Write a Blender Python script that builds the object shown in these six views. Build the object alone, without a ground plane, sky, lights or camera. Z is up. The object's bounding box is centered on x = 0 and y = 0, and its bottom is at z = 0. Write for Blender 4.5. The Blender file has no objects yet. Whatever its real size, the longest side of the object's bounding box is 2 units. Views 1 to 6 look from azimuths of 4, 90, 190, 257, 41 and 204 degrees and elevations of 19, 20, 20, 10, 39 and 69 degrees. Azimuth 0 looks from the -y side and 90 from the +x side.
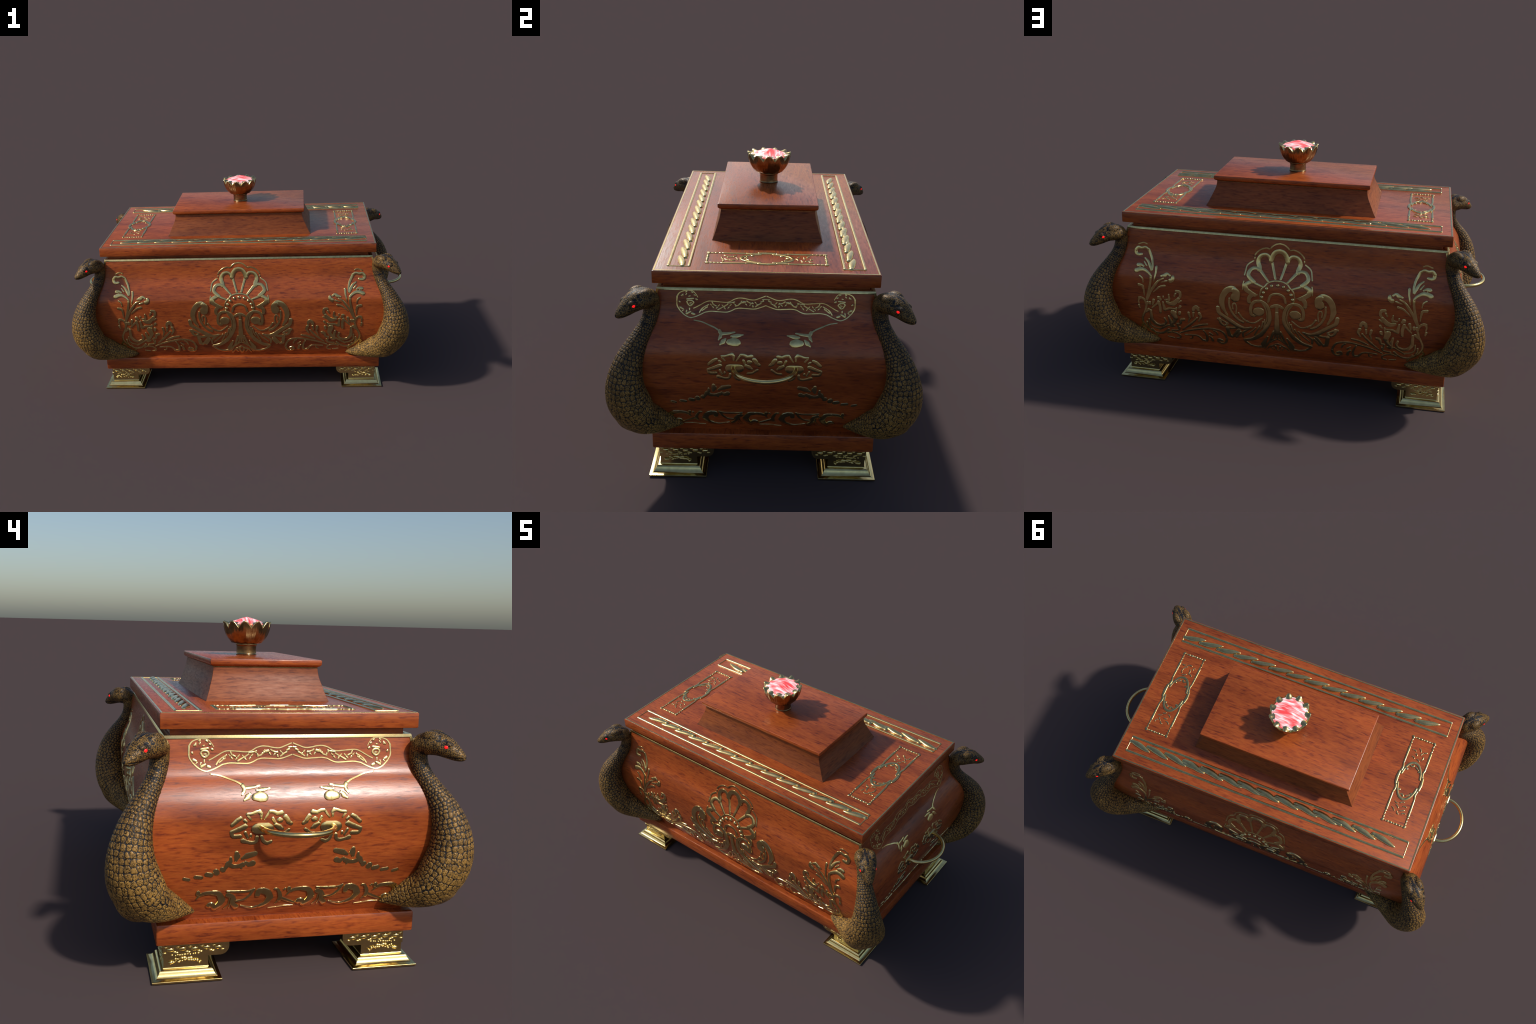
# Ornate wooden casket with gilt relief, four serpent corner figures, brass feet,
# ring handles and a glowing gem in a lotus cup on the lid.
import bpy, bmesh, math, random
import numpy as np
from mathutils import Vector, kdtree

rng = random.Random(7)
TAU = math.tau

# ------------------------------------------------------------------ materials
def new_mat(name):
    m = bpy.data.materials.new(name)
    m.use_nodes = True
    nt = m.node_tree
    return m, nt, nt.nodes["Principled BSDF"]

def node(nt, kind, **kw):
    n = nt.nodes.new(kind)
    for k, v in kw.items():
        setattr(n, k, v)
    return n

def ramp(nt, stops, interp="LINEAR"):
    n = nt.nodes.new("ShaderNodeValToRGB")
    cr = n.color_ramp
    cr.interpolation = interp
    while len(cr.elements) < len(stops):
        cr.elements.new(0.5)
    for e, (p, c) in zip(cr.elements, stops):
        e.position = p
        e.color = (*c, 1) if len(c) == 3 else c
    return n

def noise(nt, vec, scale, detail=4, rough=0.55, dist=0.0):
    n = nt.nodes.new("ShaderNodeTexNoise")
    n.inputs["Scale"].default_value = scale
    n.inputs["Detail"].default_value = detail
    n.inputs["Roughness"].default_value = rough
    n.inputs["Distortion"].default_value = dist
    nt.links.new(vec, n.inputs["Vector"])
    return n

def mathn(nt, op, a, b=None):
    n = nt.nodes.new("ShaderNodeMath")
    n.operation = op
    for i, v in enumerate((a, b)):
        if v is None:
            continue
        if isinstance(v, (int, float)):
            n.inputs[i].default_value = v
        else:
            nt.links.new(v, n.inputs[i])
    return n.outputs[0]

def mixc(nt, fac, a, b, blend="MIX"):
    n = nt.nodes.new("ShaderNodeMix")
    n.data_type = "RGBA"
    n.blend_type = blend
    for i, v in ((0, fac), (6, a), (7, b)):
        if isinstance(v, (int, float)):
            n.inputs[i].default_value = v
        elif isinstance(v, tuple):
            n.inputs[i].default_value = (*v, 1)
        else:
            nt.links.new(v, n.inputs[i])
    return n.outputs[2]

def wood_material(name, light, mid, dark, rough=0.27, spec=0.45):
    m, nt, b = new_mat(name)
    L = nt.links
    tc = node(nt, "ShaderNodeTexCoord")
    geo = node(nt, "ShaderNodeNewGeometry")
    sp, sn = node(nt, "ShaderNodeSeparateXYZ"), node(nt, "ShaderNodeSeparateXYZ")
    L.new(tc.outputs["Object"], sp.inputs[0])
    L.new(geo.outputs["True Normal"], sn.inputs[0])
    side = mathn(nt, "GREATER_THAN", mathn(nt, "ABSOLUTE", sn.outputs[0]), mathn(nt, "MAXIMUM", mathn(nt, "ABSOLUTE", sn.outputs[1]), 0.68))
    ca, cb = node(nt, "ShaderNodeCombineXYZ"), node(nt, "ShaderNodeCombineXYZ")
    for c, order in ((ca, (0, 1, 2)), (cb, (1, 0, 2))):
        for i, k in enumerate(order):
            L.new(sp.outputs[k], c.inputs[i])
    mv = node(nt, "ShaderNodeMix", data_type="VECTOR")
    L.new(side, mv.inputs[0]); L.new(ca.outputs[0], mv.inputs[4]); L.new(cb.outputs[0], mv.inputs[5])
    vec = mv.outputs[1]
    def stretched(sx, sy):
        mp = node(nt, "ShaderNodeMapping")
        mp.inputs["Scale"].default_value = (sx, sy, sy)
        L.new(vec, mp.inputs["Vector"])
        return mp.outputs[0]
    flecks = noise(nt, stretched(20, 125), 1.0, 5, 0.62, 0.25).outputs["Fac"]
    fine = noise(nt, stretched(34, 300), 1.0, 3, 0.6).outputs["Fac"]
    broad = noise(nt, stretched(2.2, 9), 1.0, 3, 0.5, 0.4).outputs["Fac"]
    r1 = ramp(nt, [(0.30, (0, 0, 0)), (0.47, (0.62, 0.62, 0.62)), (0.68, (1, 1, 1))])
    L.new(flecks, r1.inputs[0])
    base = ramp(nt, [(0.0, dark), (0.55, mid), (1.0, light)])
    L.new(r1.outputs[0], base.inputs[0])
    r2 = ramp(nt, [(0.32, (0.66, 0.6, 0.58)), (0.5, (0.95, 0.95, 0.95)), (0.68, (1.12, 1.1, 1.05))])
    L.new(broad, r2.inputs[0])
    col = mixc(nt, 1.0, base.outputs[0], r2.outputs[0], "MULTIPLY")
    r3 = ramp(nt, [(0.35, (0.72, 0.7, 0.7)), (0.55, (1.05, 1.05, 1.05))])
    L.new(fine, r3.inputs[0])
    col = mixc(nt, 0.55, col, mixc(nt, 1.0, col, r3.outputs[0], "MULTIPLY"))
    L.new(col, b.inputs["Base Color"])
    rr = node(nt, "ShaderNodeMapRange")
    L.new(flecks, rr.inputs[0])
    rr.inputs[1].default_value, rr.inputs[2].default_value = 0.3, 0.7
    rr.inputs[3].default_value, rr.inputs[4].default_value = rough + 0.08, rough - 0.03
    L.new(rr.outputs[0], b.inputs["Roughness"])
    b.inputs["Specular IOR Level"].default_value = spec
    bp = node(nt, "ShaderNodeBump")
    bp.inputs["Strength"].default_value = 0.18
    bp.inputs["Distance"].default_value = 0.0012
    L.new(flecks, bp.inputs["Height"])
    L.new(bp.outputs[0], b.inputs["Normal"])
    return m

def brass_material(name, bright, tarnish, rough, bump=0.1):
    m, nt, b = new_mat(name)
    L = nt.links
    tc = node(nt, "ShaderNodeTexCoord")
    n1 = noise(nt, tc.outputs["Object"], 38, 4, 0.6)
    r = ramp(nt, [(0.35, tarnish), (0.62, bright)])
    L.new(n1.outputs["Fac"], r.inputs[0])
    L.new(r.outputs[0], b.inputs["Base Color"])
    b.inputs["Metallic"].default_value = 1.0
    rr = node(nt, "ShaderNodeMapRange")
    L.new(n1.outputs["Fac"], rr.inputs[0])
    rr.inputs[3].default_value, rr.inputs[4].default_value = rough + 0.05, rough - 0.04
    L.new(rr.outputs[0], b.inputs["Roughness"])
    bp = node(nt, "ShaderNodeBump")
    bp.inputs["Strength"].default_value = bump
    bp.inputs["Distance"].default_value = 0.001
    n2 = noise(nt, tc.outputs["Object"], 210, 2)
    L.new(n2.outputs["Fac"], bp.inputs["Height"])
    L.new(bp.outputs[0], b.inputs["Normal"])
    return m

def scale_material(name, c0, c1, rough, bump=0.5, metal=0.12):
    m, nt, b = new_mat(name)
    L = nt.links
    tc = node(nt, "ShaderNodeTexCoord")
    n1 = noise(nt, tc.outputs["Object"], 26, 4, 0.6)
    n2 = noise(nt, tc.outputs["Object"], 125, 1, 0.5, 0.8)
    r = ramp(nt, [(0.36, c0), (0.62, c1)])
    L.new(n1.outputs["Fac"], r.inputs[0])
    # fine dark wrinkles inside every scale
    w = ramp(nt, [(0.425, (1, 1, 1)), (0.475, (0.06, 0.07, 0.10)), (0.51, (0.06, 0.07, 0.10)), (0.555, (1, 1, 1))])
    L.new(n2.outputs["Fac"], w.inputs[0])
    col = mixc(nt, 1.0, r.outputs[0], w.outputs[0], "MULTIPLY")
    # darker toward neck and head, ochre toward the belly
    sp = node(nt, "ShaderNodeSeparateXYZ")
    L.new(tc.outputs["Object"], sp.inputs[0])
    hz = ramp(nt, [(0.24, (1.0, 1.0, 1.0)), (0.42, (0.86, 0.84, 0.84)), (0.62, (0.60, 0.58, 0.60)), (0.80, (0.62, 0.61, 0.63))])
    L.new(sp.outputs[2], hz.inputs[0])
    col = mixc(nt, 1.0, col, hz.outputs[0], "MULTIPLY")
    L.new(col, b.inputs["Base Color"])
    b.inputs["Roughness"].default_value = rough
    b.inputs["Metallic"].default_value = metal
    b.inputs["Specular IOR Level"].default_value = 0.32
    bp = node(nt, "ShaderNodeBump")
    bp.inputs["Strength"].default_value = bump
    bp.inputs["Distance"].default_value = 0.002
    L.new(w.outputs[0], bp.inputs["Height"])
    L.new(bp.outputs[0], b.inputs["Normal"])
    return m

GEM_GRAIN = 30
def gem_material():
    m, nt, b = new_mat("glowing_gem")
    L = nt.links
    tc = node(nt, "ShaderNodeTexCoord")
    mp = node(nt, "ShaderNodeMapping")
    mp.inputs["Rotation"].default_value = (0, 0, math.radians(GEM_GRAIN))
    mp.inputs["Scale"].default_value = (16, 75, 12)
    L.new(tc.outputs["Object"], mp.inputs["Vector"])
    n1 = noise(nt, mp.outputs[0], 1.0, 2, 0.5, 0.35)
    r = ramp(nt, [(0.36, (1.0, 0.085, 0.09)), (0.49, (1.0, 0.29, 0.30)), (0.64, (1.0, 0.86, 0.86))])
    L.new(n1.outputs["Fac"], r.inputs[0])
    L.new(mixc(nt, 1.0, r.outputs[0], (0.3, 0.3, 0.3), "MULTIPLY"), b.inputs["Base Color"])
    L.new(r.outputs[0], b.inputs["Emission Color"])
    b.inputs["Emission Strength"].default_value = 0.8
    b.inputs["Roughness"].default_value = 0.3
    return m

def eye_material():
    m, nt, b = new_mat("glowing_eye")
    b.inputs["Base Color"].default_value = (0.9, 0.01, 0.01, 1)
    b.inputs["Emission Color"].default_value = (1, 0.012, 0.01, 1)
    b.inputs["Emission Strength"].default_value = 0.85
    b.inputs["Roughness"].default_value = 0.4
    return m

WOOD = wood_material("polished_red_wood", (0.43, 0.098, 0.020), (0.35, 0.069, 0.0145), (0.155, 0.025, 0.010))
WOOD_CAP = wood_material("brown_red_wood", (0.27, 0.074, 0.018), (0.21, 0.050, 0.012), (0.10, 0.02, 0.008), 0.46, 0.3)
GILT = brass_material("gilt_brass", (0.78, 0.61, 0.27), (0.62, 0.46, 0.19), 0.23)
BRASS = brass_material("polished_brass", (0.86, 0.68, 0.29), (0.72, 0.55, 0.22), 0.19, 0.06)
CUPB = brass_material("brass_darkened_for_reflections", (0.40, 0.28, 0.125), (0.24, 0.145, 0.06), 0.24, 0.06)  # base colour darkened: the cup mirrors wood and dark surroundings
SCALE = scale_material("bronze_scale", (0.28, 0.155, 0.040), (0.47, 0.262, 0.062), 0.43)
SKIN = scale_material("dark_skin", (0.016, 0.017, 0.022), (0.03, 0.028, 0.03), 0.5, 0.3, 0.0)
STEMB = brass_material("stem_brass_tinted_dark_reflection", (0.34, 0.22, 0.10), (0.20, 0.11, 0.05), 0.22, 0.05)  # dark reflection of the lid wood tinted into the stem's brass
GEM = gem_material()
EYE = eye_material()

# ------------------------------------------------------------------ helpers
def empty(name, parent=None, loc=(0, 0, 0)):
    o = bpy.data.objects.new(name, None)
    bpy.context.collection.objects.link(o)
    o.location = loc
    o.parent = parent
    return o

def mesh_obj(name, verts, faces, mat, parent, smooth=True, angle=None):
    me = bpy.data.meshes.new(name)
    me.from_pydata([tuple(map(float, v)) for v in verts], [], faces)
    me.update()
    bm = bmesh.new(); bm.from_mesh(me)
    bmesh.ops.recalc_face_normals(bm, faces=bm.faces)
    bm.to_mesh(me); bm.free()
    for m in (mat if isinstance(mat, (list, tuple)) else [mat]):
        me.materials.append(m)
    if smooth:
        me.polygons.foreach_set("use_smooth", [True] * len(me.polygons))
        if angle is not None:
            me.set_sharp_from_angle(angle=math.radians(angle))
    o = bpy.data.objects.new(name, me)
    bpy.context.collection.objects.link(o)
    o.parent = parent
    return o

class Part:
    """Collects vertices and faces of one part."""
    def __init__(self):
        self.v, self.f = [], []
    def add(self, verts, faces):
        k = len(self.v)
        self.v += list(verts)
        self.f += [[i + k for i in q] for q in faces]
    def ring_loft(self, rings, cap=True):
        n = len(rings[0])
        verts = [p for r in rings for p in r]
        faces = []
        for i in range(len(rings) - 1):
            for j in range(n):
                a, b = i * n + j, i * n + (j + 1) % n
                faces.append([a, b, b + n, a + n])
        if cap:
            faces.append(list(range(n))[::-1])
            faces.append([(len(rings) - 1) * n + j for j in range(n)])
        self.add(verts, faces)
    def box(self, x0, x1, y0, y1, z0, z1):
        self.ring_loft([[(x0, y0, z), (x1, y0, z), (x1, y1, z), (x0, y1, z)] for z in (z0, z1)])
    def dome(self, c, n, t, r, h, stretch=1.0, nu=12, nv=4):
        """Half-ellipsoid stud at c, rising along n, long axis t."""
        c, n, t = map(np.array, (c, n, t))
        b = np.cross(n, t)
        rings = []
        for i in range(nv + 1):
            a = math.pi / 2 * i / nv
            rr, hh = math.cos(a), math.sin(a)
            rr = max(rr, 0.04)
            rings.append([c + t * (r * stretch * rr * math.cos(TAU * j / nu)) + b * (r * rr * math.sin(TAU * j / nu)) + n * (h * hh - (0.001 if i == 0 else 0)) for j in range(nu)])
        self.ring_loft(rings)

def spline(pts, step):
    """Catmull-Rom through the points, resampled at about the given step."""
    P = np.array(pts, float)
    if len(P) == 2:
        n = max(2, int(np.linalg.norm(P[1] - P[0]) / step) + 1)
        return P[0] + (P[1] - P[0]) * np.linspace(0, 1, n)[:, None]
    Q = np.vstack([2 * P[0] - P[1], P, 2 * P[-1] - P[-2]])
    out = []
    for i in range(1, len(Q) - 2):
        p0, p1, p2, p3 = Q[i - 1:i + 3]
        n = max(2, int(np.linalg.norm((p2 - p1)[:2]) / step) + 1)
        for t in np.linspace(0, 1, n, endpoint=False):
            out.append(0.5 * (2 * p1 + (p2 - p0) * t + (2 * p0 - 5 * p1 + 4 * p2 - p3) * t * t + (3 * p1 - p0 - 3 * p2 + p3) * t ** 3))
    out.append(Q[-2])
    return np.array(out)

# ------------------------------------------------------------------ bombe profile of the chest body
BODY_Z = [0.200, 0.235, 0.28, 0.32, 0.36, 0.40, 0.44, 0.48, 0.53, 0.575, 0.61, 0.64, 0.67, 0.70, 0.74, 0.78, 0.823]
BODY_Y = [0.420, 0.435, 0.4505, 0.463, 0.473, 0.480, 0.485, 0.4875, 0.4885, 0.4865, 0.477, 0.466, 0.453, 0.443, 0.4355, 0.430, 0.422]
BODY_X = [0.782, 0.802, 0.825, 0.841, 0.854, 0.865, 0.872, 0.876, 0.8785, 0.876, 0.866, 0.852, 0.833, 0.811, 0.795, 0.786, 0.776]
_zz = np.linspace(0.2, 0.823, 600)
def _smooth(vals):
    c = spline(list(zip(BODY_Z, vals)), 0.003)
    v = np.interp(_zz, c[:, 0], c[:, 1])
    k = np.ones(15) / 15
    p = np.concatenate([np.full(7, 2 * v[0]) - v[7:0:-1], v, np.full(7, 2 * v[-1]) - v[-2:-9:-1]])
    return np.convolve(p, k, "valid")
_fy, _gx = _smooth(BODY_Y), _smooth(BODY_X)
def body_y(z): return float(np.interp(z, _zz, _fy))
def body_x(z): return float(np.interp(z, _zz, _gx))

def on_front(s, z, sy=-1):
    """Point and outward normal on the front (sy=-1) or back (sy=1) panel."""
    k = (body_y(z + 0.004) - body_y(z - 0.004)) / 0.008
    n = np.array([0, sy, -k]); n /= np.linalg.norm(n)
    return np.array([s, sy * body_y(z), z]), n
def on_side(s, z, sx=1):
    k = (body_x(z + 0.004) - body_x(z - 0.004)) / 0.008
    n = np.array([sx, 0, -k]); n /= np.linalg.norm(n)
    return np.array([sx * body_x(z), s, z]), n
def on_lid(s, t):
    return np.array([s, t, LID_TOP]), np.array([0, 0, 1.0])

# ------------------------------------------------------------------ gilt relief strokes
class Relief(Part):
    """Raised gilt strokes draped on a curved panel. Coordinates and widths in millimetres."""
    def __init__(self, place, mirror=1, shift=0.0, height=1.0, fat=1.0, dome=False):
        super().__init__()
        self.place, self.m, self.shift, self.hs, self.fat = place, mirror, shift, height, fat
        self.count, self.dome_section, self.leaf = 0, dome, False
    def s(self, w0, w1, *flat, h=None):
        pts = [(flat[i] / 1000, flat[i + 1] / 1000) for i in range(0, len(flat), 2)]
        P = spline(pts, 0.004)
        L = np.concatenate([[0], np.cumsum(np.linalg.norm(np.diff(P, axis=0), axis=1))])
        total = max(L[-1], 1e-5)
        hw = (w0 + (w1 - w0) * L / total) / 2000 * self.fat
        self.count += 1
        if self.leaf:      # lens-shaped strand, thickest past the middle
            q = L / total
            hw = hw * (0.22 + 0.78 * np.sin(np.pi * np.clip(q, 0.09, 1) ** 0.8) ** 0.65)
        T = np.gradient(P, axis=0)
        T /= np.linalg.norm(T, axis=1)[:, None] + 1e-9
        # round caps: extra stations before and after the path
        st = []
        for a in (80, 55, 25):
            st.append((P[0] - T[0] * hw[0] * math.sin(math.radians(a)), T[0], hw[0] * math.cos(math.radians(a)), math.cos(math.radians(a))))
        st += [(p, t, w, 1.0) for p, t, w in zip(P, T, hw)]
        for a in (25, 55, 80):
            st.append((P[-1] + T[-1] * hw[-1] * math.sin(math.radians(a)), T[-1], hw[-1] * math.cos(math.radians(a)), math.cos(math.radians(a))))
        wmax = hw.max()
        H = (h / 1000 if h else min(0.0075, 0.0018 + 0.17 * wmax)) * self.hs * (1 + 0.035 * math.sin(self.count * 2.4))
        section = [(-1.0, -0.3), (-0.97, 0.35), (-0.88, 0.86), (-0.76, 1.0), (0, 1.01), (0.76, 1.0), (0.88, 0.86), (0.97, 0.35), (1.0, -0.3)]
        if self.dome_section:
            section = [(u, -0.3 if abs(u) == 1 else math.sqrt(1 - u * u)) for u in (-1, -0.95, -0.8, -0.5, 0, 0.5, 0.8, 0.95, 1)]
        rings = []
        for p, t, w, k in st:
            nrm = np.array([-t[1], t[0]])
            ring = []
            for u, hh in section:
                q = p + nrm * w * u
                c, n = self.place(self.m * (q[0] + 0.0) + self.shift, q[1])
                ring.append(c + n * (H * (hh * (0.35 + 0.65 * k) * (min(1, w / wmax) ** 0.6 if self.leaf else 1) if hh > 0 else hh)))
            rings.append(ring)
        self.ring_loft(rings)
    def stud(self, r, x, z, h=None):
        c, n = self.place(self.m * x / 1000 + self.shift, z / 1000)
        t = np.cross(n, [0.3, 0.2, 0.9]); t /= np.linalg.norm(t)
        self.dome(c, n, t, r / 1000, (h or r * 0.8) / 1000)
# ------------------------------------------------------------------ ornament motifs (millimetres)
def shell_half(r):
    """Half of the scallop shell: rim, lobes, spokes, bead arc."""
    s = r.s
    s(5.7, 5.7, 7, 794, 27, 789, 45, 776, 51, 768)
    s(5.7, 5.7, 57, 765, 75, 768, 99, 759, 119, 742, 127, 729)
    s(5.7, 5.7, 134, 701, 154, 687, 164, 674, 168, 655, 172, 634)
    s(4.9, 4.9, 173, 606, 177, 586, 177, 565)
    s(4.9, 4.9, 127, 719, 128, 711)
    s(18.8, 18.8, 6, 758, 24, 752, 37, 737, 43, 721, 47, 708)
    s(12.2, 18.8, 48, 708, 60, 730, 76, 736, 95, 730, 107, 713, 109, 694, 102, 677, 101, 664)
    s(11.4, 17.9, 102, 665, 118, 669, 137, 665, 150, 650, 152, 633, 139, 618, 125, 606)
    s(16.3, 19.5, 143, 602, 163, 588, 160, 567)
    s(19.5, 16.3, 160, 567, 133, 550, 117, 542)
    s(18.0, 14.7, 129, 546, 145, 522, 144, 502)
    s(9.0, 10.6, 19, 627, 41, 700)
    s(9.0, 12.2, 53, 613, 93, 658)
    s(9.0, 10.6, 83, 587, 122, 602)
    s(6.5, 6.5, 2, 619, 27, 617, 53, 607, 67, 591, 83, 575, 92, 544, 87, 525)
    s(5.7, 5.7, 104, 544, 113, 544)
    s(9.8, 9.8, 7, 558, 25, 554, 41, 541, 49, 514)
    s(14.8, 12.3, 7, 496, 20, 493, 33, 486)

def volute_half(r):
    """Half of the acanthus below the shell: volute, curled leaf, feathered base."""
    s = r.s
    s(37.8, 37.8, 93, 455, 101, 454)
    s(14.0, 12.4, 117, 431, 132, 433, 137, 459, 132, 488, 114, 508, 85, 513)
    s(12.3, 18.8, 85, 513, 64, 500, 47, 474, 41, 437, 44, 403, 62, 363, 89, 321)
    s(19.2, 12.5, 89, 321, 129, 289, 175, 275)
    s(6.6, 5.7, 78, 500, 62, 473, 55, 437, 58, 408, 71, 378)
    s(38.8, 24.5, 214, 521, 208, 543, 217, 558)
    s(25.2, 23.6, 217, 558, 233, 564, 258, 551, 277, 520, 283, 488)
    s(23.7, 7.3, 283, 488, 273, 452, 254, 420)
    s(8.2, 12.2, 244, 511, 244, 475, 230, 434, 204, 401, 177, 386)
    s(6.6, 6.6, 226, 455, 228, 478, 217, 487, 208, 469, 211, 430)
    s(9.0, 5.8, 197, 435, 176, 406, 150, 392)
    s(6.6, 5.8, 158, 390, 125, 386, 101, 400, 81, 418)
    s(18.0, 16.4, 302, 454, 295, 426, 266, 405)
    s(16.5, 19.7, 266, 405, 237, 383, 207, 360)
    s(19.9, 6.6, 207, 360, 173, 350, 134, 359)
    s(13.2, 6.6, 303, 390, 284, 385, 255, 369)
    s(14.8, 7.4, 295, 390, 290, 367, 273, 355, 257, 365)
    s(10.8, 12.4, 202, 351, 235, 344, 260, 347)
    s(16.6, 16.6, 258, 342, 255, 319, 251, 296)
    s(14.1, 10.0, 200, 338, 218, 314, 232, 293)
    s(14.2, 9.2, 238, 290, 251, 293)
    s(10.0, 12.5, 193, 325, 207, 304, 217, 291)
    s(5.8, 9.9, 68, 410, 68, 383, 72, 363)
    s(7.5, 5.8, 95, 370, 105, 349, 122, 313)
    s(7.5, 5.8, 114, 360, 131, 339, 167, 305)
    s(10.8, 8.3, 140, 357, 165, 336, 181, 320, 180, 294)
    s(7.4, 5.0, 76, 398, 85, 365, 94, 350)
    s(6.7, 22.6, 55, 312, 68, 287, 79, 259)
    s(22.7, 5.9, 79, 259, 84, 234)
    s(14.3, 9.3, 82, 239, 114, 236, 146, 245)
    s(9.3, 10.9, 146, 245, 166, 261, 175, 275)
    s(12.5, 9.2, 23, 345, 34, 317, 42, 290)
    s(8.4, 10.1, 42, 290, 57, 265, 74, 233)
    s(6.7, 6.7, 10, 341, 8, 317, 7, 302, 25, 292, 44, 275)
    s(5.8, 5.8, 19, 335, 19, 312, 33, 291)
    s(8.4, 5.9, 4, 268, 21, 263, 33, 254)
    s(6.8, 9.3, 2, 220, 14, 232, 18, 252)
    s(10.1, 6.7, 31, 254, 47, 246, 62, 221)
    s(8.5, 5.9, 29, 229, 43, 248)

def plume_up(r):
    """Upright plume of the corner scroll."""
    s = r.s
    s(5.1, 5.1, 674, 740, 692, 746, 719, 737)
    s(10.9, 14.6, 702, 688, 715, 686, 728, 691, 730, 707)
    s(14.6, 10.2, 730, 707, 719, 720, 701, 718, 681, 723, 666, 714)
    s(13.1, 6.6, 666, 714, 655, 693, 645, 671, 639, 643, 639, 619)
    s(6.6, 13.1, 682, 672, 663, 657, 650, 636)
    s(13.1, 5.1, 650, 636, 644, 616)
    s(4.4, 6.6, 685, 656, 670, 638)
    s(7.3, 14.6, 685, 634, 699, 640, 714, 638)
    s(8.0, 4.4, 710, 638, 703, 630)
    s(18.2, 9.5, 721, 611, 702, 618, 681, 618, 658, 605, 645, 591)
    s(9.5, 11.0, 645, 591, 646, 565, 653, 529, 662, 493, 671, 462)
    s(9.5, 4.4, 619, 635, 620, 609, 625, 584, 629, 565)
    s(7.3, 5.1, 702, 587, 689, 576, 684, 555)
    s(12.4, 9.5, 708, 541, 689, 536, 683, 517)
    s(9.5, 3.7, 683, 517, 681, 483)
    s(18.3, 13.2, 543, 576, 532, 582, 531, 594)
    s(7.3, 16.1, 545, 600, 561, 607, 572, 599)
    s(16.1, 5.9, 572, 599, 593, 595)
    s(5.1, 11.7, 580, 585, 605, 570, 625, 544)
    s(11.7, 8.8, 625, 544, 644, 516, 658, 485, 670, 460)
    s(8.1, 3.7, 563, 573, 592, 564)
    s(10.3, 4.4, 574, 546, 596, 540, 614, 526, 634, 508)
    s(12.5, 5.9, 710, 468, 697, 470, 681, 458, 674, 429)
    s(9.6, 5.9, 708, 468, 714, 453, 711, 437)
    s(10.3, 7.4, 714, 426, 710, 411)

def rocaille(r):
    """Broken rocaille ring in the corner of the panel."""
    s = r.s
    s(11.1, 11.1, 655, 448, 655, 439)
    s(10.3, 10.3, 668, 448, 668, 438)
    s(8.9, 9.6, 674, 429, 682, 400, 693, 376, 702, 352, 702, 327)
    s(9.7, 9.7, 702, 327, 687, 299, 662, 277, 640, 264, 613, 264, 592, 275, 575, 291)
    s(12.6, 8.1, 665, 407, 672, 398, 680, 390)
    s(9.7, 11.2, 584, 361, 578, 342, 590, 324)
    s(11.2, 15.0, 590, 324, 612, 316, 635, 323, 651, 344)
    s(16.4, 11.2, 651, 344, 653, 360, 653, 401)
    s(7.5, 6.7, 668, 348, 665, 316, 648, 299, 620, 293)
    s(10.4, 17.9, 560, 376, 554, 350, 550, 322)
    s(9.0, 9.0, 537, 322, 552, 315, 567, 322, 597, 304, 620, 289)
    s(8.2, 11.1, 524, 424, 555, 423, 576, 414)
    s(14.8, 8.9, 579, 415, 582, 434, 585, 455)
    s(26.0, 20.1, 535, 400, 526, 371)
    s(18.7, 11.2, 526, 371, 537, 345, 550, 334)
    s(8.2, 5.9, 518, 429, 520, 403)
    s(13.2, 11.0, 513, 523, 497, 520, 494, 500, 504, 483)
    s(13.3, 21.4, 504, 483, 520, 464, 531, 454)
    s(21.4, 11.1, 531, 454, 548, 452, 566, 458)
    s(6.6, 12.5, 554, 501, 552, 482, 555, 472)
    s(11.1, 4.4, 555, 472, 577, 472)
    s(8.1, 6.6, 519, 509, 526, 495)
    s(7.4, 5.9, 492, 472, 505, 463)
    s(11.1, 8.9, 497, 440, 504, 431)
    s(13.4, 11.2, 502, 405, 504, 394)
    s(14.9, 8.2, 485, 367, 498, 362, 504, 340, 521, 336)
    s(7.5, 7.5, 521, 336, 517, 313, 515, 297)
    s(17.7, 8.8, 605, 478, 596, 469)
    s(13.3, 11.1, 608, 455, 602, 430, 603, 397)
    s(8.9, 7.4, 611, 451, 627, 436, 645, 418)
    s(12.5, 7.4, 634, 463, 641, 436)
    s(6.6, 5.2, 583, 488, 582, 480)
    s(9.0, 10.5, 681, 329, 680, 309, 673, 292)
    s(9.7, 9.7, 700, 318, 711, 301, 694, 279)
    s(7.5, 9.0, 658, 285, 637, 250)

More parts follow.
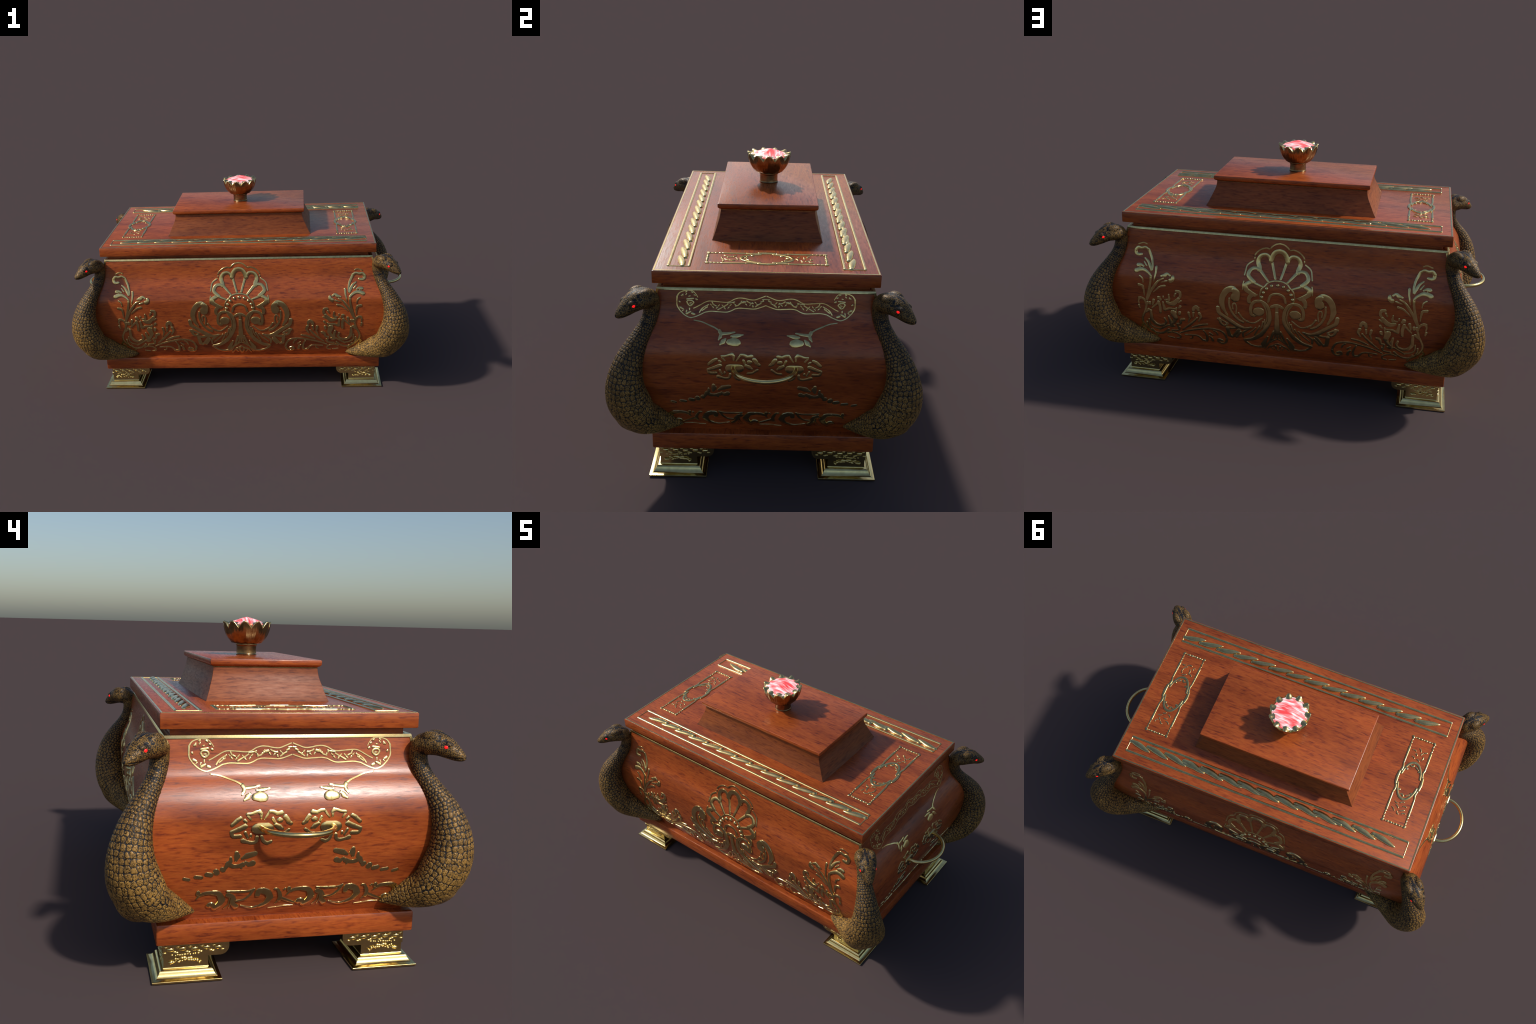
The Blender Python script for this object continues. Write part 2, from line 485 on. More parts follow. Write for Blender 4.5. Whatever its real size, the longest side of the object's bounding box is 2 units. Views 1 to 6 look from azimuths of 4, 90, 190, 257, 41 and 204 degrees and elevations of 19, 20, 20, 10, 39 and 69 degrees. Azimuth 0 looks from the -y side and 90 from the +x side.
def plume_low(r):
    """Plume of the corner scroll lying along the base."""
    s = r.s
    s(12.6, 18.6, 430, 425, 426, 439, 415, 445)
    s(18.6, 10.4, 415, 445, 405, 439, 403, 426)
    s(14.9, 6.7, 399, 409, 393, 391, 406, 366)
    s(9.0, 11.2, 414, 384, 432, 362, 458, 335)
    s(11.3, 5.3, 458, 335, 496, 301)
    s(10.4, 6.0, 430, 411, 433, 387)
    s(11.9, 8.9, 455, 408, 450, 381)
    s(9.0, 3.7, 450, 381, 462, 351)
    s(9.0, 11.3, 364, 350, 395, 344, 421, 333)
    s(11.3, 4.5, 421, 333, 444, 323)
    s(12.9, 9.9, 294, 253, 310, 259, 313, 244, 294, 233, 275, 244, 267, 270)
    s(9.9, 9.1, 267, 270, 278, 300, 300, 319, 334, 326)
    s(9.0, 9.8, 334, 326, 364, 325, 398, 318, 439, 308)
    s(9.8, 6.0, 439, 308, 477, 295, 513, 278)
    s(6.8, 8.3, 314, 290, 319, 305, 332, 316)
    s(4.5, 9.1, 358, 300, 342, 285)
    s(12.9, 6.9, 344, 246, 347, 264, 358, 276)
    s(12.2, 10.7, 397, 243, 376, 240, 370, 266)
    s(9.9, 6.1, 370, 266, 376, 291, 386, 309)
    s(9.1, 6.1, 397, 243, 413, 264, 435, 272, 487, 269)
    s(6.1, 6.1, 447, 268, 451, 251, 462, 247)
    s(6.8, 9.0, 510, 316, 517, 297, 552, 290)
    s(8.3, 6.8, 534, 239, 517, 243, 514, 259, 532, 274)
    s(6.8, 9.1, 532, 274, 560, 278, 579, 270)
    s(4.6, 6.1, 548, 240, 580, 245)
    s(11.3, 9.8, 571, 293, 583, 280)

def banner_half(r):
    """Half of the ribbon with curled end and braided filling."""
    s = r.s
    s(3.7, 3.7, 3, 796, 23, 788, 44, 781, 64, 782, 83, 786)
    s(3.7, 3.7, 83, 786, 103, 787, 122, 782, 138, 773, 154, 769, 183, 771)
    s(3.7, 3.7, 183, 771, 216, 773, 233, 769, 253, 758, 269, 749, 280, 744)
    s(3.7, 3.7, 2, 759, 18, 753, 43, 746, 76, 747, 101, 748, 119, 745)
    s(3.7, 3.7, 119, 745, 137, 736, 154, 732, 183, 733, 212, 734, 236, 730)
    s(3.7, 3.7, 236, 730, 256, 720, 277, 712, 293, 710, 314, 719, 333, 736)
    s(3.7, 5.8, 333, 736, 344, 756, 344, 789)
    s(4.9, 2.5, 344, 789, 335, 802, 321, 809, 303, 812)
    s(2.5, 2.5, 303, 812, 282, 809, 270, 797, 263, 785)
    s(5.8, 5.8, 327, 791, 323, 794)
    s(4.9, 4.9, 311, 805, 307, 808)
    s(4.9, 4.9, 288, 806, 283, 803)
    s(5.7, 5.7, 277, 795, 274, 793)
    s(6.6, 6.6, 270, 779, 267, 777)
    s(5.8, 5.8, 335, 769, 333, 766)
    s(7.4, 5.8, 330, 745, 321, 741)
    s(8.2, 5.8, 306, 724, 292, 731)
    s(7.4, 7.4, 285, 725, 277, 722)
    s(5.8, 5.8, 306, 767, 300, 773, 286, 772, 280, 764, 290, 753, 300, 756, 306, 767)
    s(6.6, 6.6, 305, 778, 282, 781)
    s(4.1, 4.1, 296, 763, 289, 765)
    s(4.1, 5.8, 208, 769, 203, 760, 193, 754)
    s(4.9, 4.1, 222, 759, 245, 745, 257, 729)
    s(3.3, 4.1, 226, 750, 247, 736)
    s(5.8, 4.1, 185, 740, 162, 753, 148, 762)
    s(4.9, 4.9, 148, 766, 130, 768, 122, 771)
    s(4.1, 5.8, 119, 755, 105, 760, 95, 768)
    s(9.0, 8.2, 91, 769, 82, 771)
    s(4.1, 6.6, 74, 776, 62, 768, 51, 766)
    s(4.1, 5.8, 42, 754, 31, 761, 21, 766)
    s(4.9, 4.9, 13, 782, 2, 783)
    s(5.8, 5.8, 19, 773, 11, 776)
    s(4.9, 4.9, 51, 758, 50, 752)

def flower_stem(r):
    """Thin stem with leaves and bud hanging from the ribbon."""
    s = r.s
    s(2.9, 4.1, 277, 701, 247, 696, 218, 686, 193, 677, 174, 666)
    s(9.0, 8.2, 176, 667, 171, 659, 173, 650)
    s(9.0, 3.3, 173, 650, 180, 639)
    s(7.4, 4.1, 170, 659, 143, 661, 118, 665)
    s(4.9, 9.0, 131, 652, 108, 654)
    s(9.0, 3.3, 108, 654, 85, 657)
    s(4.1, 12.3, 174, 623, 162, 633)
    s(12.3, 5.7, 162, 633, 153, 642)
    s(14.7, 21.2, 138, 632, 121, 633)
    s(21.3, 18.0, 121, 633, 108, 631)

def rosette_petals(r):
    """Broken petals round the handle boss."""
    s = r.s
    s(6.5, 7.2, 166, 581, 151, 582, 137, 587, 126, 588)
    s(10.8, 7.2, 126, 588, 119, 582)
    s(7.2, 5.4, 120, 582, 120, 568)
    s(5.4, 4.3, 164, 576, 154, 564)
    s(3.6, 6.5, 110, 564, 99, 579, 92, 588)
    s(7.2, 9.0, 92, 588, 80, 587, 67, 581)
    s(7.9, 10.8, 67, 581, 52, 583)
    s(11.5, 10.8, 40, 570, 33, 561, 30, 554)
    s(10.1, 9.0, 30, 554, 21, 548)
    s(7.2, 7.2, 175, 562, 170, 557)
    s(10.8, 12.6, 193, 534, 174, 542)
    s(7.2, 6.5, 82, 566, 74, 549)
    s(9.0, 12.6, 72, 545, 59, 537)
    s(10.8, 5.4, 59, 537, 48, 531)
    s(11.9, 10.8, 60, 560, 55, 559)
    s(7.2, 7.2, 64, 511, 48, 513, 37, 521, 28, 527)
    s(10.9, 7.3, 179, 495, 164, 490)
    s(7.3, 8.4, 164, 490, 149, 487, 136, 491, 133, 505)
    s(7.2, 5.4, 172, 522, 163, 504)
    s(6.5, 6.5, 154, 513, 154, 509)
    s(7.2, 8.3, 118, 507, 111, 491, 98, 484)
    s(8.4, 7.3, 98, 484, 86, 489)
    s(9.0, 10.7, 215, 548, 198, 563)
    s(10.6, 9.0, 198, 563, 188, 569)
    s(8.2, 11.5, 218, 525, 194, 533)
    s(12.3, 9.9, 194, 533, 171, 542)
    s(8.2, 9.0, 218, 525, 212, 511, 188, 510)

def dotted_twig(r):
    """Twig of small dashes and leaves."""
    s = r.s
    s(7.3, 7.3, 366, 368, 350, 364)
    s(8.1, 8.1, 329, 373, 309, 370)
    s(10.5, 10.5, 292, 381, 278, 378)
    s(13.3, 13.3, 263, 390, 260, 386)
    s(11.3, 11.3, 242, 397, 239, 395)
    s(8.0, 12.1, 234, 400, 225, 415)
    s(12.8, 6.0, 225, 415, 217, 425, 217, 437)
    s(10.0, 8.8, 219, 413, 208, 407, 196, 406)
    s(8.8, 11.2, 196, 406, 185, 408, 174, 412)
    s(6.0, 4.4, 182, 404, 179, 399)
    s(10.0, 14.7, 198, 453, 196, 442)
    s(14.8, 8.0, 196, 442, 199, 429)
    s(6.0, 13.2, 179, 434, 163, 442)
    s(13.2, 11.2, 163, 442, 137, 449)
    s(6.0, 10.0, 167, 420, 155, 411)
    s(10.0, 13.2, 155, 411, 143, 415)

def frieze_unit(r):
    """One repeat of the running scroll at the foot of the side panel."""
    s = r.s
    s(12.3, 14.4, -191, 293, -193, 308, -209, 309)
    s(15.4, 16.4, -209, 309, -226, 300, -235, 281)
    s(16.5, 9.5, -235, 281, -221, 256, -201, 244)
    s(8.3, 3.3, -201, 244, -176, 239, -138, 252)
    s(4.5, 6.1, -178, 318, -157, 310, -129, 309)
    s(6.1, 3.3, -129, 309, -108, 311, -85, 314)
    s(6.1, 7.0, -176, 316, -164, 294)
    s(7.0, 4.9, -164, 294, -144, 276, -119, 272)
    s(7.0, 12.4, -116, 279, -106, 292, -92, 298)
    s(6.1, 4.1, -90, 311, -93, 296)
    s(8.2, 14.4, -106, 289, -109, 265, -122, 247)
    s(3.7, 2.9, -97, 288, -94, 262, -80, 242)
    s(4.1, 2.9, -105, 269, -97, 243)
    s(14.5, 12.4, -30, 258, -39, 261, -49, 246)
    s(12.5, 16.6, -49, 246, -63, 260, -72, 280)
    s(16.5, 10.3, -72, 280, -59, 305, -37, 311)
    s(9.4, 8.2, -37, 311, -12, 309, 6, 302)
    s(7.4, 3.3, 6, 302, 15, 289)
    s(10.2, 8.2, 10, 313, 11, 307)
    s(5.3, 5.3, -284, 312, -281, 310)
    s(4.9, 8.2, -248, 314, -258, 312, -266, 298)
    s(9.0, 10.3, -266, 298, -270, 283, -268, 268)
    s(8.3, 6.2, -274, 275, -291, 267, -323, 252)
    s(3.7, 2.9, -268, 268, -256, 254)
    s(2.5, 3.3, -321, 241, -288, 241, -263, 237)
    s(2.9, 2.5, -263, 237, -234, 234)

# ------------------------------------------------------------------ assembly
LID_TOP = 0.898
chest = empty("ornate_wooden_casket")
chest["label"] = "ornate red wooden casket with gilt relief and serpent corners"
chest["category"] = "jewelry box"

def rect_ring(hx, hy, z, r=0.0, seg=3):
    """Rectangle outline with rounded corners."""
    if r <= 0:
        return [(-hx, -hy, z), (hx, -hy, z), (hx, hy, z), (-hx, hy, z)]
    out = []
    for cx, cy, a0 in ((-1, -1, 180), (1, -1, 270), (1, 1, 0), (-1, 1, 90)):
        for k in range(seg + 1):
            a = math.radians(a0 + 90 * k / seg)
            out.append((cx * (hx - r) + r * math.cos(a), cy * (hy - r) + r * math.sin(a), z))
    return out

def stacked(name, rows, mat, parent, r=0.003, angle=35):
    """Rectangular moulding lofted through (half_x, half_y, z) rows."""
    p = Part()
    p.ring_loft([rect_ring(hx, hy, z, r) for hx, hy, z in rows])
    return mesh_obj(name, p.v, p.f, mat, parent, True, angle)

def slab_rows(hx, hy, z0, z1, b):
    return [(hx - b, hy - b, z0), (hx - 0.3 * b, hy - 0.3 * b, z0 + 0.3 * b), (hx, hy, z0 + b), (hx, hy, z1 - b), (hx - 0.3 * b, hy - 0.3 * b, z1 - 0.3 * b), (hx - b, hy - b, z1)]

# --- body, with four curved panels meeting at sharp corners
body = Part()
zs = np.linspace(0.197, 0.8215, 110)
body.ring_loft([rect_ring(body_x(z), body_y(z), z) for z in zs])
# split every side into columns so the panels shade evenly
body_o = mesh_obj("body", body.v, body.f, WOOD, chest, True, 50)
body_o.data.set_sharp_from_angle(angle=math.radians(40))

stacked("plinth", slab_rows(0.8215, 0.452, 0.1255, 0.2, 0.0065), WOOD, chest, 0.006)

# --- gilt edging of the body: band along the top and strips down the corners
trim = Part()
def edging_top():
    zt, zb, o, w = 0.8232, 0.8112, 0.0022, 0.014
    rows = [(body_x(zb) - 0.004, body_y(zb) - 0.004, zb), (body_x(zb) + o * 0.5, body_y(zb) + o * 0.5, zb), (body_x(zb + 0.002) + o, body_y(zb + 0.002) + o, zb + 0.002),
            (body_x(zt) + o, body_y(zt) + o, zt - 0.002), (body_x(zt) + o * 0.5, body_y(zt) + o * 0.5, zt)]
    rings = [rect_ring(a, b, z, 0.002, 2) for a, b, z in rows]
    inner = [rect_ring(body_x(zt) - w, body_y(zt) - w, zt, 0.002, 2), rect_ring(body_x(zt) - w, body_y(zt) - w, zb, 0.002, 2)]
    trim.ring_loft(rings + inner + [rings[0]], cap=False)
edging_top()
def edging_corner(sx, sy):
    w, o = 0.0075, 0.0018
    rings = []
    for z in np.linspace(0.215, 0.812, 70):
        x, y = body_x(z), body_y(z)
        r = [(x + o, y + o), (x + o, y - w), (x - 0.003, y - w), (x - 0.003, y - 0.003), (x - w, y - 0.003), (x - w, y + o)]
        r = [(sx * a, sy * b, z) for a, b in r]
        rings.append(r if sx * sy > 0 else r[::-1])
    trim.ring_loft(rings)
for sx in (-1, 1):
    for sy in (-1, 1):
        edging_corner(sx, sy)
mesh_obj("gilt_edging", trim.v, trim.f, GILT, chest, True, 30)

# --- lid
lid = empty("lid", chest)
stacked("lid_rebate", [(0.756, 0.402, 0.8), (0.756, 0.402, 0.852)], WOOD, lid, 0.002)
stacked("lid_board", slab_rows(0.7985, 0.4385, 0.8455, LID_TOP, 0.0035), WOOD, lid, 0.003)
neck = []
for z, x, y in ((0.8965, 0.4290, 0.2355), (0.910, 0.4205, 0.2300), (0.925, 0.4125, 0.2245), (0.940, 0.4055, 0.2195), (0.954, 0.3990, 0.2155), (0.981, 0.3865, 0.2070), (1.0, 0.3805, 0.2030), (1.0215, 0.3775, 0.2005)):
    neck.append((z, x, y))
neck = spline([(x, y, z) for z, x, y in neck], 0.002)
stacked("lid_neck", [(x, y, z) for x, y, z in neck], WOOD_CAP, lid, 0.0015)
stacked("lid_bead", [(0.376, 0.199, 1.0190), (0.3786, 0.2014, 1.0198), (0.3786, 0.2014, 1.0222), (0.376, 0.199, 1.0245)], CUPB, lid, 0.002)
lip = [(0.3765, 0.199, 1.0235), (0.3805, 0.2025, 1.0240)] + [(0.3805 + 0.0115 * math.sin(a), 0.2025 + 0.0115 * math.sin(a), 1.0370 - 0.0115 * math.cos(a)) for a in np.linspace(0.15, math.pi / 2, 6)] + \
      [(0.392, 0.214, 1.0470), (0.3910, 0.2130, 1.0495), (0.3885, 0.2105, 1.0508)]
stacked("lid_cap", lip, WOOD, lid, 0.003)

# gilt line round the lid
line = Part()
def frame(part, x0, y0, w, z0, z1):
    o = [rect_ring(x0, y0, z0), rect_ring(x0, y0, z1), rect_ring(x0 - w, y0 - w, z1), rect_ring(x0 - w, y0 - w, z0)]
    part.ring_loft(o + [o[0]], cap=False)
frame(line, 0.7945, 0.4345, 0.0055, 0.896, 0.8992)
mesh_obj("gilt_line", line.v, line.f, GILT, lid, True, 30)

# twisted-rope borders along the long edges
def rope_border(sy):
    r = Relief(on_lid, dome=True)
    s = r.s
    for off, w in ((0.301, 13), (0.3815, 13)):
        s(w, w, -742, sy * off * 1000, 742, sy * off * 1000, h=5)
    for sx in (-1, 1):
        s(4, 4, sx * 745, sy * 298, sx * 745, sy * 384, h=3)
    x = 750.0
    while x > -650:
        fused = sy > 0 and -400 < x - 60 < 430
        a, c, e = (x, 325), (x - 60, 334), (x - 120, 349)
        if x > 740:
            a = (742, 327)
        pts = [a, (x - 25, 328), c, (x - 92, 343), e]
        flat = []
        for k in pts:
            flat += [k[0] if k[0] > -745 else -743, sy * k[1]]
        r.leaf = True
        s(31 + 3 * fused, 31 + 3 * fused, *flat, h=9.5)
        r.leaf = False
        x -= 101.5
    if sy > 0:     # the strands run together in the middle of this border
        flat = []
        for k in range(19):
            xx = 440 - k * 47
            flat += [xx, 338 + 4 * math.sin(k * 2.2)]
        s(20, 20, *flat, h=7.5)
    return mesh_obj("rope_border", r.v, r.f, GILT, lid, True, 60)
rope_border(-1)
rope_border(1)

# cartouches at the short ends
def cartouche(sx):
    r = Relief(lambda s, t: on_lid(sx * s, t), height=1.0, fat=1.3)
    s = r.s
    rg = random.Random(21 + sx)
    for x in (0.587, 0.700):
        for sy in (-1, 1):
            s(6, 9, x * 1000, sy * 85, x * 1000, sy * 178, h=3.4)
            for k, y in enumerate((190, 205, 220)):
                dx = rg.uniform(-1.5, 1.5)
                s(6.5, 4.5 + 2 * rg.random(), x * 1000 + dx, sy * (y - 4), x * 1000 - dx, sy * (y + 3), h=3.2)
            s(9, 11, x * 1000 + 2, sy * 232, x * 1000 - 1, sy * 238, h=4)
        out = 1 if x > 0.65 else -1
        s(9, 12, x * 1000 + 4 * out, -34, x * 1000 + 6 * out, 0, h=4.4)
        s(12, 9, x * 1000 + 6 * out, 0, x * 1000 + 3 * out, 33, h=4.4)
        s(9, 6, x * 1000 - 1 * out, 40, x * 1000 - 4 * out, 62, x * 1000, 82, h=3.4)
        s(9, 6, x * 1000 - 1 * out, -40, x * 1000 - 4 * out, -62, x * 1000, -82, h=3.4)
    for sy in (-1, 1):
        for k, x in enumerate((602, 614, 630, 643, 656, 672, 686)):
            r.stud((4.5, 6, 7, 5, 7, 6, 4.5)[k], x, sy * 237, 5)
        s(5, 5, 600, sy * 237, 688, sy * 237, h=2.5)
        # ring half
        flat = []
        for k in range(9):
            a = math.radians(14 + 152 * k / 8)
            flat += [643 - 50 * math.cos(a), sy * 103 * math.sin(a)]
        s(7, 11, *flat[:10], h=3.2)
        s(11, 7, *flat[8:], h=3.2)
        s(7, 10, 604, sy * 64, 613, sy * 58, h=3.2); s(6, 9, 682, sy * 68, 673, sy * 62, h=3)
        s(4, 8, 620, sy * 84, 634, sy * 78, 640, sy * 86, h=3)
        s(7, 4, 654, sy * 80, 668, sy * 70, h=3)
        # squiggles outside the ring
        for cx, cy in ((622, 128), (650, 120), (668, 138), (632, 148), (660, 160), (616, 166), (644, 178), (674, 174)):
            a = rg.uniform(0, TAU)
            d = rg.uniform(6, 11)
            s(rg.uniform(3.5, 6), 4, cx - d * math.cos(a), sy * cy - d * math.sin(a), cx + 3 * math.sin(a), sy * cy - 3 * math.cos(a), cx + d * math.cos(a), sy * cy + d * math.sin(a), h=2.6)
    return mesh_obj("gilt_cartouche", r.v, r.f, GILT, lid, True, 60)
cartouche(1)
cartouche(-1)

# --- finial: lotus cup with gem
finial = empty("finial", lid)
PET = 11
def petal_wave(th):
    """0 in the notch between two petals, 1 at a tip."""
    return abs(math.cos(PET * th / 2))
cup = Part()
NT = PET * 14
prof = [(0.0455, 1.098), (0.058, 1.1015), (0.068, 1.109), (0.0785, 1.119), (0.0868, 1.131), (0.0925, 1.143), (0.0965, 1.154), (0.0985, 1.163)]
rings = []
def cup_ring(fn):
    return [fn(TAU * j / NT) for j in range(NT)]
for i, (r, z) in enumerate(prof):
    v = i / (len(prof) - 1)
    def fn(th, r=r, z=z, v=v):
        w = petal_wave(th)
        ridge = 1 + (0.080 * (w ** 0.7 - 0.72)) * v ** 0.6 + 0.034 * v * min(1, max(0, w - 0.80) / 0.1)
        # lower ring of small overlapping petals
        w2 = abs(math.sin(PET * th / 2))
        ridge += 0.11 * max(0, 1 - abs(v - 0.15) / 0.2) * w2
        rr_in = 0.0035 * w * v ** 3
        dz = v ** 3 * 0.026 * (w ** 1.1)
        rr = r * ridge - rr_in
        return (rr * math.cos(th), rr * math.sin(th), z + dz)
    rings.append(cup_ring(fn))
GEM_TOP = 1.2085
def gem_z(r): return GEM_TOP - 0.0222 * (r / 0.07) ** 1.15
def rim(dr, dz):
    def fn(th):
        w = petal_wave(th)
        r = 0.0985 * (1 + 0.080 * (w ** 0.7 - 0.72) + 0.034 * min(1, max(0, w - 0.80) / 0.1)) - dr - 0.0035 * w
        return (r * math.cos(th), r * math.sin(th), 1.163 + 0.026 * w ** 1.1 + dz)
    return cup_ring(fn)
def lip_inner(dr, dz):
    """Inner edge of the petals, folded down onto the gem."""
    def fn(th):
        w = petal_wave(th)
        r = 0.0850 - 0.0140 * w ** 0.9
        return ((r + dr) * math.cos(th), (r + dr) * math.sin(th), gem_z(r) + dz)
    return cup_ring(fn)
rings += [rim(0.002, -0.001)]
rings += [[(0.6 * x, 0.6 * y, 1.15) for x, y, z in rings[-1]]]
cup.ring_loft(rings)
mesh_obj("lotus_cup", cup.v, cup.f, CUPB, finial, True, 50)
rimp = Part()
def blend(a, c, q, lift):
    return [tuple(np.array(p) * (1 - q) + np.array(k) * q + np.array([0, 0, lift])) for p, k in zip(a, c)]
ra, rb = rim(0.001, 0.0026), lip_inner(0, 0.0008)
rimp.ring_loft([rim(-0.0008, -0.0032), rim(-0.0016, -0.0004), rim(-0.0008, 0.0018), ra, blend(ra, rb, 0.35, -0.0012), blend(ra, rb, 0.7, -0.0014), rb, lip_inner(0.001, -0.006), rim(0.004, -0.006), rim(-0.0008, -0.0032)], cap=False)
mesh_obj("gilt_rim", rimp.v, rimp.f, GILT, finial, True, 75)
stem = Part()
def turned(part, rows, n=40):
    part.ring_loft([[(r * math.cos(TAU * j / n), r * math.sin(TAU * j / n), z) for j in range(n)] for r, z in rows])
turned(stem, [(0.0425, 1.0495), (0.0435, 1.0512), (0.0435, 1.0545), (0.0422, 1.0560), (0.0415, 1.060), (0.0415, 1.078), (0.0420, 1.0885), (0.0445, 1.0905), (0.0455, 1.0945), (0.0445, 1.0985), (0.040, 1.100)])
mesh_obj("finial_stem", stem.v, stem.f, STEMB, finial, True, 40)
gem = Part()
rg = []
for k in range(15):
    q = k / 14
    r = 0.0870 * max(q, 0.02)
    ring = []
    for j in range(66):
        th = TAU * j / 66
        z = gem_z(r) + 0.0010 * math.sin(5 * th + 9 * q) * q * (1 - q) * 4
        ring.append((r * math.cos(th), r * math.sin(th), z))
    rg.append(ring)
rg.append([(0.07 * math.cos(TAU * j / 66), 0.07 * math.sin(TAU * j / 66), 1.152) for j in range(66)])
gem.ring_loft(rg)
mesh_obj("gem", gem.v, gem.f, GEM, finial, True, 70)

# --- gilt relief on the panels
def gilt(name, place, motifs, mirrors, center=0.0, extra=None, height=1.0, fat=1.35):
    verts = Part()
    for m in mirrors:
        # mirrored copy about the motif's own centre line
        r = Relief(lambda s, z, m=m: place(m * (s - center) + center, z), height=height, fat=fat)
        for f in motifs:
            f(r)
        if extra:
            extra(r)
        verts.add(r.v, r.f)
    return verts

def finish(name, part):
    return mesh_obj(name, part.v, part.f, GILT, chest, True, 34)

def bead_arc(r):
    for x, z in ((35, 594), (59, 579), (74, 558), (82, 534)):
        r.stud(10, x, z, 8)

for sy in (-1, 1):
    pl = lambda s, z, sy=sy: on_front(s, z, sy)
    sh = gilt("shell", pl, [shell_half], (1, -1), 0.006, bead_arc)
    c = Relief(pl, fat=1.1)
    c.s(16, 18, 6, 495, 6, 456); c.s(18, 31, 6, 456, 6, 400, 6, 342)
    c.stud(10, 5, 599, 8)
    sh.add(c.v, c.f)
    finish("scallop_shell", sh)
    finish("acanthus_volute", gilt("volute", pl, [volute_half], (1, -1), 0.006))
    for m in (1, -1):
        o = finish("corner_scroll", gilt("scroll", pl, [plume_up, rocaille, plume_low], (m,)))

for sx in (1, -1):
    pl = lambda s, z, sx=sx: on_side(s, z, sx)
    def braid(r):
        # leaf tips twisting between the two edges of the ribbon
        for a, zt, zb in ((16, 786, 760), (36, 779, 752), (58, 777, 751), (80, 781, 752), (100, 782, 753), (121, 777, 750), (141, 768, 739), (163, 765, 737), (186, 766, 738), (208, 768, 740), (230, 765, 737)):
            m = (zt + zb) / 2
            d = 7 if (a // 7) % 2 else -7
            r.s(2.5, 5.5, a - d, zb + 6, a - d * 0.3, m - 3, h=2.4)
            r.s(5, 2.5, a + d * 0.2, m + 2, a + d, zt - 6, h=2.4)
        for k in range(9):
            t = math.radians(60 + 33 * k)
            r.s(5, 3, 311 + 22 * math.cos(t), 765 + 30 * math.sin(t), 311 + 26 * math.cos(t + 0.12), 765 + 36 * math.sin(t + 0.12), h=2.2)
    finish("ribbon_banner", gilt("banner", pl, [banner_half], (-1, 1), 0.0, braid, 0.8, 1.3))
    finish("flower_spray", gilt("spray", pl, [flower_stem], (-1, 1), 0.0, None, 1.0, 1.6))
    finish("leaf_twig", gilt("twig", pl, [dotted_twig], (-1, 1), 0.0, None, 0.6, 1.6))
    def boss(r):
        r.s(24, 24, 97, 534, 134, 534, h=7)
    finish("handle_rosette", gilt("rosette", pl, [rosette_petals], (-1, 1), 0.0, boss, 1.0, 1.55))
    fr = Part()
    for k in (-1, 0, 1):
        r = Relief(lambda s, z, k=k: pl(s + 0.307 * k, z), fat=1.6)
        full = r.s
        def s_clip(w0, w1, *flat, h=None, k=k, full=full):
            if abs(flat[0] / 1000 + 0.307 * k) < 0.385:
                full(w0, w1, *flat, h=h)
        r.s = s_clip
        frieze_unit(r)
        fr.add(r.v, r.f)
    finish("scroll_frieze", fr)

# --- ring handles
def handle(sx):
    p = Part()
    rings = []
    n = 10
    path = [(0.862, -0.1215), (0.880, -0.1215)] + [(0.884 + 0.1065 * math.sin(a), -0.1215 * math.cos(a)) for a in np.linspace(0.12, math.pi - 0.12, 27)] + [(0.880, 0.1215), (0.862, 0.1215)]
    P = np.array(path)
    T = np.gradient(P, axis=0); T /= np.linalg.norm(T, axis=1)[:, None]
    for (x, y), (tx, ty) in zip(P, T):
        nx, ny = ty, -tx
        rings.append([(sx * (x + nx * 0.0092 * math.cos(TAU * j / n)), y + ny * 0.0092 * math.cos(TAU * j / n), 0.537 + 0.0092 * math.sin(TAU * j / n)) for j in range(n)])
    p.ring_loft(rings)
    for sy in (-1, 1):
        p.dome((sx * 0.874, sy * 0.1215, 0.537), (sx, 0, 0), (0, 1, 0), 0.016, 0.012)
    return mesh_obj("handle", p.v, p.f, BRASS, chest, True, 50)
handle(1)
handle(-1)

